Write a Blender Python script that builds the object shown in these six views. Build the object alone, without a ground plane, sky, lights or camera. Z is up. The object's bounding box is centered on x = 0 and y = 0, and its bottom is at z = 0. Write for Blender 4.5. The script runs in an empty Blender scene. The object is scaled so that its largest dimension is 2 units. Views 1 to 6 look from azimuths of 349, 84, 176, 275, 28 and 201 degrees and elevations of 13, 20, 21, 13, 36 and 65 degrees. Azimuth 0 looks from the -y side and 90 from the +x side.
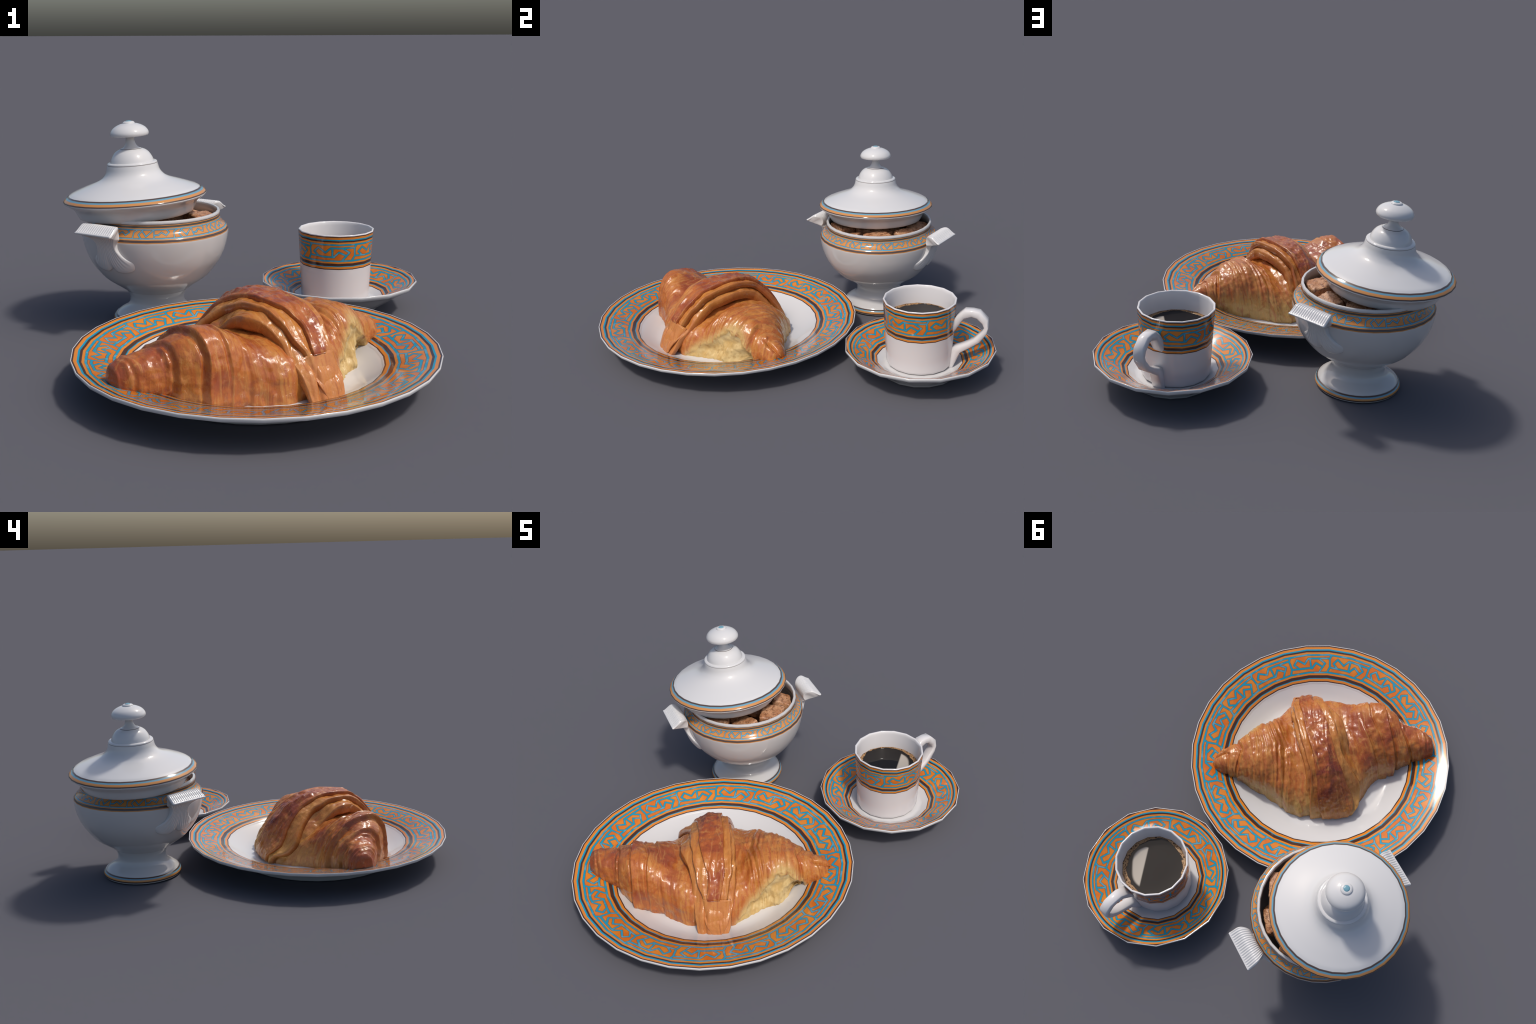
# A breakfast setting: croissant on a dinner plate, coffee cup on a saucer,
# and a lidded sugar bowl filled with brown sugar lumps.
import bpy, math, random
import numpy as np
from mathutils import Vector, Matrix

RNG = np.random.default_rng(7)
random.seed(7)
SC = bpy.context.scene
COL = SC.collection
PI = math.pi


# ---------------------------------------------------------------- helpers
def smooth01(x):
    x = np.clip(x, 0.0, 1.0)
    return x * x * (3 - 2 * x)


def step(x, a, b):
    return smooth01((np.asarray(x, float) - a) / (b - a))


def table(x, xs, ys):
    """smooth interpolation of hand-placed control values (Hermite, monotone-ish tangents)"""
    xs, ys, x = np.asarray(xs, float), np.asarray(ys, float), np.asarray(x, float)
    d = np.diff(ys) / np.diff(xs)
    m = np.concatenate([[d[0]], (d[1:] + d[:-1]) / 2, [d[-1]]])
    flat = np.concatenate([[False], d[1:] * d[:-1] <= 0, [False]])
    m[flat] = 0
    lim = np.concatenate([[abs(d[0])], np.minimum(abs(d[1:]), abs(d[:-1])), [abs(d[-1])]]) * 3
    m = np.clip(m, -lim, lim)
    i = np.clip(np.searchsorted(xs, x) - 1, 0, len(xs) - 2)
    h = xs[i + 1] - xs[i]
    t = np.clip((x - xs[i]) / h, 0, 1)
    return ((2 * t**3 - 3 * t**2 + 1) * ys[i] + (t**3 - 2 * t**2 + t) * h * m[i]
            + (-2 * t**3 + 3 * t**2) * ys[i + 1] + (t**3 - t**2) * h * m[i + 1])


def vnoise(p, seed=0):
    """vectorised 3-D value noise in [-1, 1]"""
    p = np.asarray(p, float)
    i = np.floor(p).astype(np.int64)
    f = p - i
    f = f * f * f * (f * (f * 6 - 15) + 10)

    def h(ix, iy, iz):
        n = (ix * 73856093) ^ (iy * 19349663) ^ (iz * 83492791) ^ (seed * 1013904223)
        n = (n ^ (n >> 13)) * 1274126177 & 0x7fffffff
        n = (n ^ (n >> 15)) * 668265263 & 0x7fffffff
        return (n & 0xffff) / 32767.5 - 1.0
    out = 0
    for a in (0, 1):
        for b in (0, 1):
            for c in (0, 1):
                w = (f[..., 0] if a else 1 - f[..., 0]) * (f[..., 1] if b else 1 - f[..., 1]) * (f[..., 2] if c else 1 - f[..., 2])
                out = out + w * h(i[..., 0] + a, i[..., 1] + b, i[..., 2] + c)
    return out


def fbm(p, octs=3, seed=0):
    p = np.asarray(p, float)
    s, a = 0, 1.0
    for k in range(octs):
        s = s + a * vnoise(p * 2**k + 17.3 * k, seed + k)
        a *= 0.5
    return s


def curve(pts, k=6):
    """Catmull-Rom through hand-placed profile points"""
    P = np.array(pts, float)
    Q = np.vstack([2 * P[0] - P[1], P, 2 * P[-1] - P[-2]])
    out = []
    for i in range(1, len(Q) - 2):
        a, b, c, d = Q[i - 1:i + 3]
        for j in range(k):
            t = j / k
            out.append(0.5 * (2 * b + (c - a) * t + (2 * a - 5 * b + 4 * c - d) * t * t + (3 * b - a - 3 * c + d) * t**3))
    out.append(P[-1])
    return [tuple(p) for p in out]


def make_obj(name, verts, faces, mats, parent=None, loc=(0, 0, 0), smooth=True, midx=None, sharp=None):
    me = bpy.data.meshes.new(name)
    me.from_pydata([tuple(map(float, v)) for v in verts], [], faces)
    for m in (mats if isinstance(mats, (list, tuple)) else [mats]):
        me.materials.append(m)
    if midx is not None:
        me.polygons.foreach_set("material_index", np.array(midx, np.int32))
    me.polygons.foreach_set("use_smooth", np.full(len(me.polygons), smooth))
    me.validate()
    me.update()
    if sharp:
        me.set_sharp_from_angle(angle=math.radians(sharp))
    ob = bpy.data.objects.new(name, me)
    COL.objects.link(ob)
    ob.location = loc
    if parent:
        ob.parent = parent
    return ob


def thing(name, label, category, loc=(0, 0, 0), rot=None):
    e = bpy.data.objects.new(name, None)
    e.empty_display_size = 0.1
    COL.objects.link(e)
    e.location = loc
    if rot is not None:
        e.rotation_mode = 'QUATERNION'
        e.rotation_quaternion = rot
    e["label"], e["category"] = label, category
    return e


def lathe(profile, n, phase=0.0, mat_of=None):
    """turn a profile [(r, z)...]; material index per profile segment from mat_of(i)"""
    V, F, MI, rings = [], [], [], []
    for r, z in profile:
        if r < 1e-5:
            rings.append([len(V)])
            V.append((0, 0, z))
        else:
            a = phase + np.arange(n) * 2 * PI / n
            rings.append(list(range(len(V), len(V) + n)))
            V += [(r * math.cos(t), r * math.sin(t), z) for t in a]
    for i in range(len(rings) - 1):
        A, B = rings[i], rings[i + 1]
        for j in range(n):
            k = (j + 1) % n
            if len(A) == 1 and len(B) == 1:
                continue
            if len(A) == 1:
                f = (A[0], B[k], B[j])
            elif len(B) == 1:
                f = (A[j], A[k], B[0])
            else:
                f = (A[j], A[k], B[k], B[j])
            F.append(f)
            MI.append(mat_of(i) if mat_of else 0)
    return V, F, MI


# ---------------------------------------------------------------- node helpers
class N:
    def __init__(self, name):
        self.m = bpy.data.materials.new(name)
        self.m.use_nodes = True
        self.t = self.m.node_tree
        self.t.nodes.clear()
        self.out = self.t.nodes.new("ShaderNodeOutputMaterial")
        self.bsdf = self.t.nodes.new("ShaderNodeBsdfPrincipled")
        self.t.links.new(self.bsdf.outputs[0], self.out.inputs[0])

    def link(self, a, sock):
        if isinstance(a, bpy.types.NodeSocket):
            self.t.links.new(a, sock)
        else:
            sock.default_value = a

    def math(self, op, a, b=0.0, c=None, clamp=False):
        n = self.t.nodes.new("ShaderNodeMath")
        n.operation, n.use_clamp = op, clamp
        self.link(a, n.inputs[0])
        self.link(b, n.inputs[1])
        if c is not None:
            self.link(c, n.inputs[2])
        return n.outputs[0]

    def vmath(self, op, a, b=(0, 0, 0), out=0):
        n = self.t.nodes.new("ShaderNodeVectorMath")
        n.operation = op
        self.link(a, n.inputs[0])
        if op == 'SCALE':
            self.link(b, n.inputs['Scale'])
        elif op not in ('LENGTH', 'NORMALIZE'):
            self.link(b, n.inputs[1])
        return n.outputs['Value'] if op in ('DOT_PRODUCT', 'LENGTH', 'DISTANCE') else n.outputs[0]

    def coords(self, kind='Object'):
        return self.t.nodes.new("ShaderNodeTexCoord").outputs[kind]

    def xyz(self, v):
        n = self.t.nodes.new("ShaderNodeSeparateXYZ")
        self.link(v, n.inputs[0])
        return n.outputs

    def comb(self, x, y, z=0.0):
        n = self.t.nodes.new("ShaderNodeCombineXYZ")
        for i, s in enumerate((x, y, z)):
            self.link(s, n.inputs[i])
        return n.outputs[0]

    def noise(self, vec, scale, detail=2.0, rough=0.5, dist=0.0):
        n = self.t.nodes.new("ShaderNodeTexNoise")
        self.link(vec, n.inputs['Vector'])
        n.inputs['Scale'].default_value = scale
        n.inputs['Detail'].default_value = detail
        n.inputs['Roughness'].default_value = rough
        n.inputs['Distortion'].default_value = dist
        return n.outputs['Fac']

    def voronoi(self, vec, scale, feature='F1'):
        n = self.t.nodes.new("ShaderNodeTexVoronoi")
        n.feature = feature
        self.link(vec, n.inputs['Vector'])
        n.inputs['Scale'].default_value = scale
        return n.outputs['Distance']

    def ramp(self, fac, stops, interp='LINEAR'):
        n = self.t.nodes.new("ShaderNodeValToRGB")
        cr = n.color_ramp
        cr.interpolation = interp
        stops = sorted(stops, key=lambda s: s[0])
        while len(cr.elements) < len(stops):
            cr.elements.new(1.0)
        for e, (p, c) in zip(cr.elements, stops):
            e.position = p
            e.color = (*c, 1) if len(c) == 3 else c
        self.link(fac, n.inputs[0])
        return n.outputs[0]

    def maprange(self, x, a, b, c=0.0, d=1.0, smooth=True):
        n = self.t.nodes.new("ShaderNodeMapRange")
        n.interpolation_type = 'SMOOTHSTEP' if smooth else 'LINEAR'
        self.link(x, n.inputs[0])
        for i, v in enumerate((a, b, c, d)):
            n.inputs[i + 1].default_value = v
        return n.outputs[0]

    def mix(self, fac, a, b, blend='MIX'):
        n = self.t.nodes.new("ShaderNodeMix")
        n.data_type, n.blend_type = 'RGBA', blend
        self.link(fac, n.inputs['Factor'])
        for s, v in ((n.inputs[6], a), (n.inputs[7], b)):
            if isinstance(v, bpy.types.NodeSocket):
                self.t.links.new(v, s)
            else:
                s.default_value = (*v, 1) if len(v) == 3 else v
        return n.outputs[2]

    def fcurve(self, x, pts, x0, x1):
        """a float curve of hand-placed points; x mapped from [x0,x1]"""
        n = self.t.nodes.new("ShaderNodeFloatCurve")
        self.link(self.maprange(x, x0, x1, smooth=False), n.inputs['Value'])
        c = n.mapping.curves[0]
        while len(c.points) < len(pts):
            c.points.new(0.5, 0.5)
        for p, (a, b) in zip(c.points, pts):
            p.location = ((a - x0) / (x1 - x0), b)
            p.handle_type = 'AUTO'
        n.mapping.update()
        return n.outputs[0]

    def bump(self, h, dist, strength=1.0, normal=None):
        n = self.t.nodes.new("ShaderNodeBump")
        n.inputs['Distance'].default_value = dist
        n.inputs['Strength'].default_value = strength
        self.link(h, n.inputs['Height'])
        if normal is not None:
            self.link(normal, n.inputs['Normal'])
        return n.outputs[0]

    def set(self, **kw):
        for k, v in kw.items():
            s = self.bsdf.inputs[k.replace('_', ' ')]
            if isinstance(v, tuple) and len(v) == 3 and s.type == 'RGBA':
                v = (*v, 1)
            self.link(v, s)


# ---------------------------------------------------------------- glaze colours
GLAZE = (0.635, 0.625, 0.62)
CUP_WHITE = (0.68, 0.655, 0.65)
BOWL_WHITE = (0.57, 0.555, 0.545)  # darkened and warmed to match the shade on the bowl's underside
ORANGE = (0.68, 0.225, 0.026)
ORANGE2 = (0.62, 0.150, 0.016)
BLUE = (0.006, 0.29, 0.445)
BLUE2 = (0.10, 0.34, 0.46)
DARK = (0.060, 0.028, 0.022)
OUTLINE = (0.10, 0.085, 0.06)
P_ORANGE = (0.57, 0.25, 0.075)     # paler enamel of the sugar bowl
P_BLUE = (0.14, 0.32, 0.42)
P_DARK = (0.085, 0.055, 0.045)
ROUGH = 0.10

# fret-work line segments of one repeat: (s0, v0, s1, v1); v = 0 outer/top line, v = 1 inner/bottom line
FRET = [
    (0.045, 0.0, 0.0, 0.20), (0.0, 0.20, 0.012, 0.68), (0.012, 0.68, -0.06, 1.0),        # divider
    (0.48, 0.205, 1.0, 0.20),                                                             # upper bar
    (0.012, 0.70, 0.55, 0.76),                                                            # lower bar
    (0.21, 0.72, 0.10, 0.46), (0.10, 0.46, 0.20, 0.20), (0.20, 0.20, 0.365, 0.49), (0.365, 0.49, 0.48, 0.205),
    (0.515, 0.21, 0.515, 0.76),                                                           # post
    (0.54, 0.76, 0.655, 0.45), (0.655, 0.45, 0.81, 0.67),
    (0.735, 0.22, 0.885, 0.49), (0.885, 0.49, 0.715, 1.0),
]
FRET_BOWL = [
    (0.10, 0.0, 0.0, 0.32), (0.0, 0.32, -0.01, 1.0),
    (0.24, 0.0, 0.12, 0.57), (0.12, 0.57, 0.20, 1.0),
    (0.215, 0.20, 0.31, 0.76), (0.31, 0.76, 0.495, 0.05),
    (0.505, 0.0, 0.505, 1.0),
    (0.505, 0.63, 0.61, 0.61), (0.61, 0.61, 0.69, 0.33), (0.69, 0.33, 0.80, 0.67), (0.80, 0.67, 0.885, 0.33), (0.885, 0.33, 0.81, 0.0),
]


def fret_distance(g, s, v, segs, aspect):
    """distance from (s, v) to the nearest fret-work line, s periodic"""
    p = g.comb(g.math('MULTIPLY', s, aspect), v, 0.0)
    allsegs = []
    for a in segs:
        for k in (-1, 0, 1):
            b = (a[0] + k, a[1], a[2] + k, a[3])
            if max(b[0], b[2]) > -0.06 and min(b[0], b[2]) < 1.06:
                allsegs.append(b)
    d = g.math('MINIMUM', g.math('ABSOLUTE', v), g.math('ABSOLUTE', g.math('SUBTRACT', v, 1.0)))
    for s0, v0, s1, v1 in allsegs:
        a = Vector((s0 * aspect, v0, 0))
        ba = Vector((s1 * aspect, v1, 0)) - a
        pa = g.vmath('SUBTRACT', p, tuple(a))
        h = g.math('MULTIPLY', g.vmath('DOT_PRODUCT', pa, tuple(ba)), 1.0 / ba.length_squared, clamp=True)
        q = g.vmath('SUBTRACT', pa, g.vmath('SCALE', tuple(ba), h))
        d = g.math('MINIMUM', d, g.vmath('LENGTH', q))
    return d


def stripes(bands, soft=0.004):
    """turn [(start, colour), ...] into ramp stops with slightly soft borders"""
    st = []
    for i, (p, c) in enumerate(bands):
        if i:
            st.append((min(p + soft, 1), c))
            st.append((max(p - soft, 0), bands[i - 1][1]))
        else:
            st.append((p, c))
    return sorted(st, key=lambda q: q[0])


def dish_bands(lead):
    return [(0.0, DARK), (0.028 * 0.8, ORANGE), (0.088 * 0.8, BLUE), (0.110 * 0.8, DARK), (0.19 * 0.8, ORANGE), (0.773 * 0.8, ORANGE),
            (0.824 * 0.8, DARK), (0.870 * 0.8, BLUE), (0.908 * 0.8, ORANGE), (0.968 * 0.8, DARK), (1.0 * 0.8, lead)]


def decorated(name, kind):
    """white glazed porcelain with the orange / turquoise fret-work band"""
    g = N(name)
    oc = g.coords()
    x, y, z = g.xyz(oc)
    WHITE = {'cup': CUP_WHITE, 'cup_plain': CUP_WHITE, 'bowl_plain': BOWL_WHITE, 'bowl': BOWL_WHITE, 'foot': BOWL_WHITE}.get(kind, GLAZE)
    nz = g.noise(oc, 14.0, 2.0)
    nz2 = g.noise(oc, 45.0, 2.0)
    wob = g.math('MULTIPLY', g.math('SUBTRACT', g.noise(oc, 26.0, 1.0), 0.5), 0.02)
    if kind in ('plate', 'saucer'):
        dx, dy, cnt, ph, nseg, vph, t0, t1 = (
            (-0.0296, 0.0052, 17, -75.9, 32, 1.9, 0.4854, 0.6962) if kind == 'plate'
            else (0.0, 0.0, 8, 6.5, 16, 0.0, 0.2130, 0.3665))
        r = g.math('SQRT', g.math('ADD', g.math('MULTIPLY', x, x), g.math('MULTIPLY', y, y)))
        th0 = g.math('ARCTAN2', y, x)
        w = 2 * PI / nseg
        loc = g.math('SUBTRACT', g.math('FLOORED_MODULO', g.math('SUBTRACT', th0, math.radians(vph)), w), w / 2)
        fac = g.math('DIVIDE', g.math('COSINE', loc), math.cos(w / 2))
        if kind == 'saucer':   # the outer rings are true circles, the inner ones follow the facets
            fac = g.math('ADD', g.math('MULTIPLY', g.math('SUBTRACT', fac, 1.0), g.maprange(r, 0.36, 0.22)), 1.0)
        re = g.math('MULTIPLY', r, fac)
        t = g.maprange(re, t0, t1, smooth=False)
        n = t.node
        n.clamp = False
        th = g.math('ARCTAN2', g.math('SUBTRACT', y, dy), g.math('SUBTRACT', x, dx))
        s = g.math('MULTIPLY', g.math('SUBTRACT', math.radians(ph), th), cnt / (2 * PI))
        s = g.math('FRACT', g.math('ADD', s, 10.045))
    elif kind == 'cup':
        t = g.maprange(z, 0.2238, 0.3840, smooth=False)
        t.node.clamp = False
        th = g.math('ARCTAN2', y, x)
        s = g.math('FRACT', g.math('ADD', g.math('MULTIPLY', g.math('SUBTRACT', th, math.radians(-73.0)), 5 / (2 * PI)), 10.045))
    if kind in ('plate', 'saucer', 'cup'):
        t = g.math('ADD', t, g.math('MULTIPLY', wob, 0.35))
        v = g.math('MULTIPLY', g.math('SUBTRACT', 0.752, t), 1 / 0.489)
        d = fret_distance(g, s, v, FRET, 2.35)
        last = {'plate': GLAZE, 'saucer': DARK, 'cup': WHITE}[kind]
        ring = g.ramp(g.math('MULTIPLY', t, 0.8), stripes(dish_bands(last), 0.0035))
        d2 = g.math('ADD', d, g.math('MULTIPLY', g.math('SUBTRACT', nz2, 0.5), 0.03))
        mk = g.ramp(d2, [(0.039, (0, 0, 0)), (0.053, (1, 1, 1))])          # 0 = in the blue
        ol = g.ramp(d2, [(0.040, (0, 0, 0)), (0.050, (1, 1, 1)), (0.057, (1, 1, 1)), (0.074, (0, 0, 0))])
        org = g.mix(g.maprange(nz, 0.38, 0.66), ORANGE, ORANGE2)
        blue = g.mix(g.maprange(g.noise(oc, 22.0, 1.0), 0.50, 0.66), BLUE, BLUE2)
        fret = g.mix(ol, g.mix(mk, blue, org), OUTLINE)
        inm = g.math('MULTIPLY', g.math('GREATER_THAN', t, 0.237), g.math('LESS_THAN', t, 0.778))
        col = g.mix(inm, ring, fret)
        col = g.mix(g.math('LESS_THAN', t, 0.0), col, WHITE)
    elif kind == 'bowl':
        cnt = 11
        th = g.math('ARCTAN2', y, x)
        s = g.math('FRACT', g.math('ADD', g.math('MULTIPLY', g.math('SUBTRACT', th, math.radians(-47.4)), cnt / (2 * PI)), 10.0))
        zz = g.math('ADD', z, g.math('MULTIPLY', wob, 0.03))
        v = g.math('MULTIPLY', g.math('SUBTRACT', 0.4805, zz), 1 / 0.0345)
        d = fret_distance(g, s, v, FRET_BOWL, 5.0)
        lo, hi = 0.42, 0.51
        f = lambda q: (q - lo) / (hi - lo)
        ring = g.ramp(g.maprange(zz, lo, hi, smooth=False), stripes([
            (0.0, WHITE), (f(.4255), P_ORANGE), (f(.4300), P_DARK), (f(.4398), P_ORANGE), (f(.4838), P_ORANGE), (f(.4872), P_DARK),
            (f(.4905), (0.06, 0.10, 0.10)), (f(.4925), P_DARK), (f(.4955), P_ORANGE), (f(.4985), P_DARK), (f(.5005), WHITE)], 0.006))
        ol = g.ramp(d, [(0.05, (0, 0, 0)), (0.07, (1, 1, 1)), (0.085, (1, 1, 1)), (0.115, (0, 0, 0))])
        mk = g.ramp(d, [(0.05, (0, 0, 0)), (0.08, (1, 1, 1))])
        blue = g.mix(g.maprange(nz2, 0.4, 0.6), P_BLUE, (0.05, 0.32, 0.52))
        org = g.mix(g.maprange(nz, 0.4, 0.65), P_ORANGE, (0.58, 0.22, 0.05))
        fret = g.mix(ol, g.mix(mk, blue, org), OUTLINE)
        inm = g.math('MULTIPLY', g.math('GREATER_THAN', zz, 0.4438), g.math('LESS_THAN', zz, 0.4830))
        col = g.mix(inm, ring, fret)
    elif kind == 'foot':
        f = lambda q: q / 0.05
        col = g.ramp(g.maprange(z, 0.0, 0.05, smooth=False), stripes([
            (0.0, WHITE), (f(.0090), P_DARK), (f(.0155), P_ORANGE), (f(.0245), P_BLUE), (f(.0298), P_DARK), (f(.0347), WHITE)], 0.012))
    elif kind == 'lid':
        f = lambda q: (q + 0.02) / 0.25
        col = g.ramp(g.maprange(z, -0.02, 0.23, smooth=False), stripes([
            (0.0, WHITE), (f(.0012), P_DARK), (f(.0066), P_ORANGE), (f(.0155), P_BLUE), (f(.0212), P_DARK), (f(.0262), WHITE),
            (f(.1482), P_DARK), (f(.1500), WHITE)], 0.0015))
    elif kind == 'knob':
        r = g.vmath('LENGTH', g.comb(x, y, 0.0))
        top = g.math('MULTIPLY', g.math('LESS_THAN', r, 0.0145), g.math('GREATER_THAN', z, 0.33))
        line = g.math('MULTIPLY', g.math('GREATER_THAN', r, 0.0478), g.math('LESS_THAN', z, 0.222))
        col = g.mix(top, WHITE, (0.16, 0.33, 0.40))
        col = g.mix(line, col, (0.06, 0.045, 0.04))
    else:
        col = g.mix(0.0, WHITE, WHITE)
    g.set(Base_Color=col, Roughness=ROUGH)
    g.bsdf.inputs['IOR'].default_value = 1.5
    return g.m


MAT_WHITE = decorated('white_glaze', 'plain')
MAT_CUP = decorated('cup_glaze', 'cup_plain')
MAT_BOWL = decorated('bowl_glaze', 'bowl_plain')


# ---------------------------------------------------------------- dinner plate
def build_plate():
    top = [(0, .034)] + curve([(.20, .034), (.34, .0345), (.385, .038), (.42, .050), (.455, .068), (.4790, .0820)], 5) + [(.4854, .0894)] + [(.6960, .1375)]
    n_dec0 = len(top)
    rim = [(.6985, .1380), (.7003, .1362), (.7003, .1325), (.6985, .1265), (.6955, .1215), (.690, .119)]
    under = curve([(.690, .119), (.62, .105), (.54, .086), (.48, .060), (.445, .024), (.432, .004), (.424, .0), (.415, .004), (.40, .020), (.30, .022), (0, .022)], 3)[1:]
    prof = top + rim + under
    V, F, MI = lathe(prof[::-1], 32, math.radians(1.9), lambda i: 1 if i >= len(prof) - n_dec0 else 0)
    ob = make_obj('dinner_plate', V, F, [MAT_WHITE, decorated('plate_enamel', 'plate')], loc=(-.1275, -.2985, 0), midx=MI, sharp=50)
    ob["label"] = "white porcelain plate with orange and turquoise fretwork rim"
    ob["category"] = "plate"
    return ob


# ---------------------------------------------------------------- saucer
def build_saucer():
    top = [(0, .0425), (.10, .0425), (.165, .043)] + curve([(.178, .045), (.196, .0545), (.2120, .0640)], 3) \
        + [(.2135, .0650), (.2165, .0666), (.350, .1362), (.3715, .1447)]
    n_dec0 = len(top)
    rim = [(.3735, .1447), (.3750, .1425), (.3750, .137), (.3715, .128), (.3635, .121)]
    under = curve([(.352, .116), (.31, .092), (.25, .052), (.205, .022), (.190, .004)], 2) + [(.184, 0), (.172, 0), (.166, .008), (.12, .016), (0, .016)]
    prof = top + rim + under
    V, F, MI = lathe(prof[::-1], 16, 0.0, lambda i: 1 if i >= len(prof) - n_dec0 else 0)
    ob = make_obj('saucer', V, F, [MAT_WHITE, decorated('saucer_enamel', 'saucer')], loc=(.4595, .6206, 0), midx=MI, sharp=60)
    ob["label"] = "small white saucer with orange and turquoise fretwork band"
    ob["category"] = "saucer"


# ---------------------------------------------------------------- coffee cup
def build_cup():
    C = (.4447, .6233, 0)
    cup = thing('coffee_cup', "straight white espresso cup with fretwork band and black coffee", "coffee cup", C)
    outer = [(0, .0445), (.145, .0445), (.156, .0455), (.1618, .052), (.1640, .062), (.1652, .08), (.1675, .13), (.1700, .18),
             (.1720, .2238), (.1755, .29), (.1795, .355), (.1812, .3835)]
    lip = [(.1818, .3858), (.1806, .3885), (.1775, .3892), (.1735, .3880), (.1715, .3845)]
    inner = [(.1700, .372), (.1655, .33), (.1610, .295), (.156, .22), (.150, .09), (.14, .06), (0, .056)]
    V, F, MI = lathe(outer + lip + inner, 16, math.radians(11.25), lambda i: 1 if 7 <= i < len(outer) - 1 else 0)
    make_obj('cup_body', V, F, [MAT_CUP, decorated('cup_enamel', 'cup')], parent=cup, midx=MI, sharp=60)
    # strap handle: outer and inner contour in the radial plane
    path_o = [(.170, .300), (.1850, .322), (.2226, .3568), (.2592, .3585), (.294, .3540), (.3336, .3145), (.3388, .2745), (.331, .2409), (.298, .1916), (.2511, .1567), (.2053, .1258), (.186, .0769), (.1681, .0363)]
    path_i = [(.165, .225), (.181, .248), (.2168, .3053), (.2549, .3218), (.280, .3150), (.306, .292), (.3163, .2718), (.3104, .2548), (.268, .2045), (.236, .183), (.2000, .1640), (.165, .150), (.150, .045)]
    widths = [.030, .028, .0255, .025, .025, .0255, .026, .026, .025, .0245, .0255, .028, .030]
    a = math.radians(63.7)
    d, t = Vector((math.cos(a), math.sin(a), 0)), Vector((-math.sin(a), math.cos(a), 0))
    V, F = [], []
    for (ro, zo), (ri, zi), w in zip(path_o, path_i, widths):
        for r, z, s in ((ro, zo, -.78), (ro * .86 + ri * .14, zo * .86 + zi * .14, -1), (ro * .2 + ri * .8, zo * .2 + zi * .8, -1), (ri, zi, -.7),
                        (ri, zi, .7), (ro * .2 + ri * .8, zo * .2 + zi * .8, 1), (ro * .86 + ri * .14, zo * .86 + zi * .14, 1), (ro, zo, .78)):
            V.append(d * r + t * (w * s) + Vector((0, 0, z)))
    m = len(path_o)
    for i in range(m - 1):
        for k in range(8):
            l = (k + 1) % 8
            F.append((i * 8 + k, i * 8 + l, (i + 1) * 8 + l, (i + 1) * 8 + k))
    F += [tuple(range(7, -1, -1)), tuple((m - 1) * 8 + k for k in range(8))]
    make_obj('handle', V, F, MAT_CUP, parent=cup, sharp=55)
    # coffee with a broken ring of foam
    g = N('black_coffee')
    oc = g.coords()
    x, y, z = g.xyz(oc)
    r = g.vmath('LENGTH', g.comb(x, y, 0.0))
    th = g.math('ARCTAN2', y, x)
    side = g.math('COSINE', g.math('SUBTRACT', th, math.radians(12)))
    side2 = g.math('COSINE', g.math('SUBTRACT', th, math.radians(214)))
    width = g.math('ADD', g.math('MULTIPLY', g.math('MAXIMUM', side, -0.1), 0.017), 0.007)
    width = g.math('ADD', width, g.math('MULTIPLY', g.maprange(side2, 0.55, 0.95), 0.012))
    width = g.math('ADD', width, g.math('MULTIPLY', g.math('SUBTRACT', g.noise(oc, 30, 2), 0.5), 0.022))
    # long curved reflection on the coffee, painted into its colour on one side
    arc = g.math('SUBTRACT', 0.116, g.math('MULTIPLY', g.math('ABSOLUTE', g.math('SUBTRACT', th, math.radians(8))), 0.0))
    edge = g.math('ADD', g.math('MULTIPLY', y, -0.17), 0.0505)
    painted_glint = g.math('MULTIPLY', g.maprange(g.math('SUBTRACT', x, edge), -0.003, 0.005),
                   g.maprange(g.math('ADD', r, g.math('MULTIPLY', g.math('SINE', g.math('MULTIPLY', y, 40.0)), 0.006)), 0.121, 0.109))
    painted_glint = g.math('MULTIPLY', painted_glint, g.maprange(y, -0.088, -0.080))
    foam = g.maprange(g.math('SUBTRACT', g.math('ADD', r, width), 0.1585), -0.0012, 0.0025)
    cells = g.voronoi(oc, 130)
    big = g.voronoi(oc, 60)
    bub = g.math('MULTIPLY', g.maprange(cells, 0.20, 0.42), g.maprange(big, 0.16, 0.34))
    fcol = g.mix(bub, (0.045, 0.018, 0.008), g.mix(g.noise(oc, 90, 2), (0.22, 0.10, 0.035), (0.50, 0.32, 0.16)))
    g.set(Base_Color=g.mix(painted_glint, g.mix(foam, (0.013, 0.011, 0.010), fcol), (0.43, 0.385, 0.33)), Roughness=g.mix(foam, (0.04,) * 3, (0.35,) * 3))
    g.t.links.new(g.bump(g.math('MULTIPLY', bub, foam), 0.002, 0.6), g.bsdf.inputs['Normal'])
    g.bsdf.inputs['Specular IOR Level'].default_value = 0.22
    prof = [(0, .2925), (.08, .2925), (.145, .2927), (.156, .2933), (.1615, .2950), (.158, .280), (0, .280)]
    V, F, MI = lathe(prof[::-1], 16, math.radians(11.25))
    make_obj('coffee', V, F, g.m, parent=cup)


# ---------------------------------------------------------------- sugar bowl
BOWL_C = (-.421, .613, 0)


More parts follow.
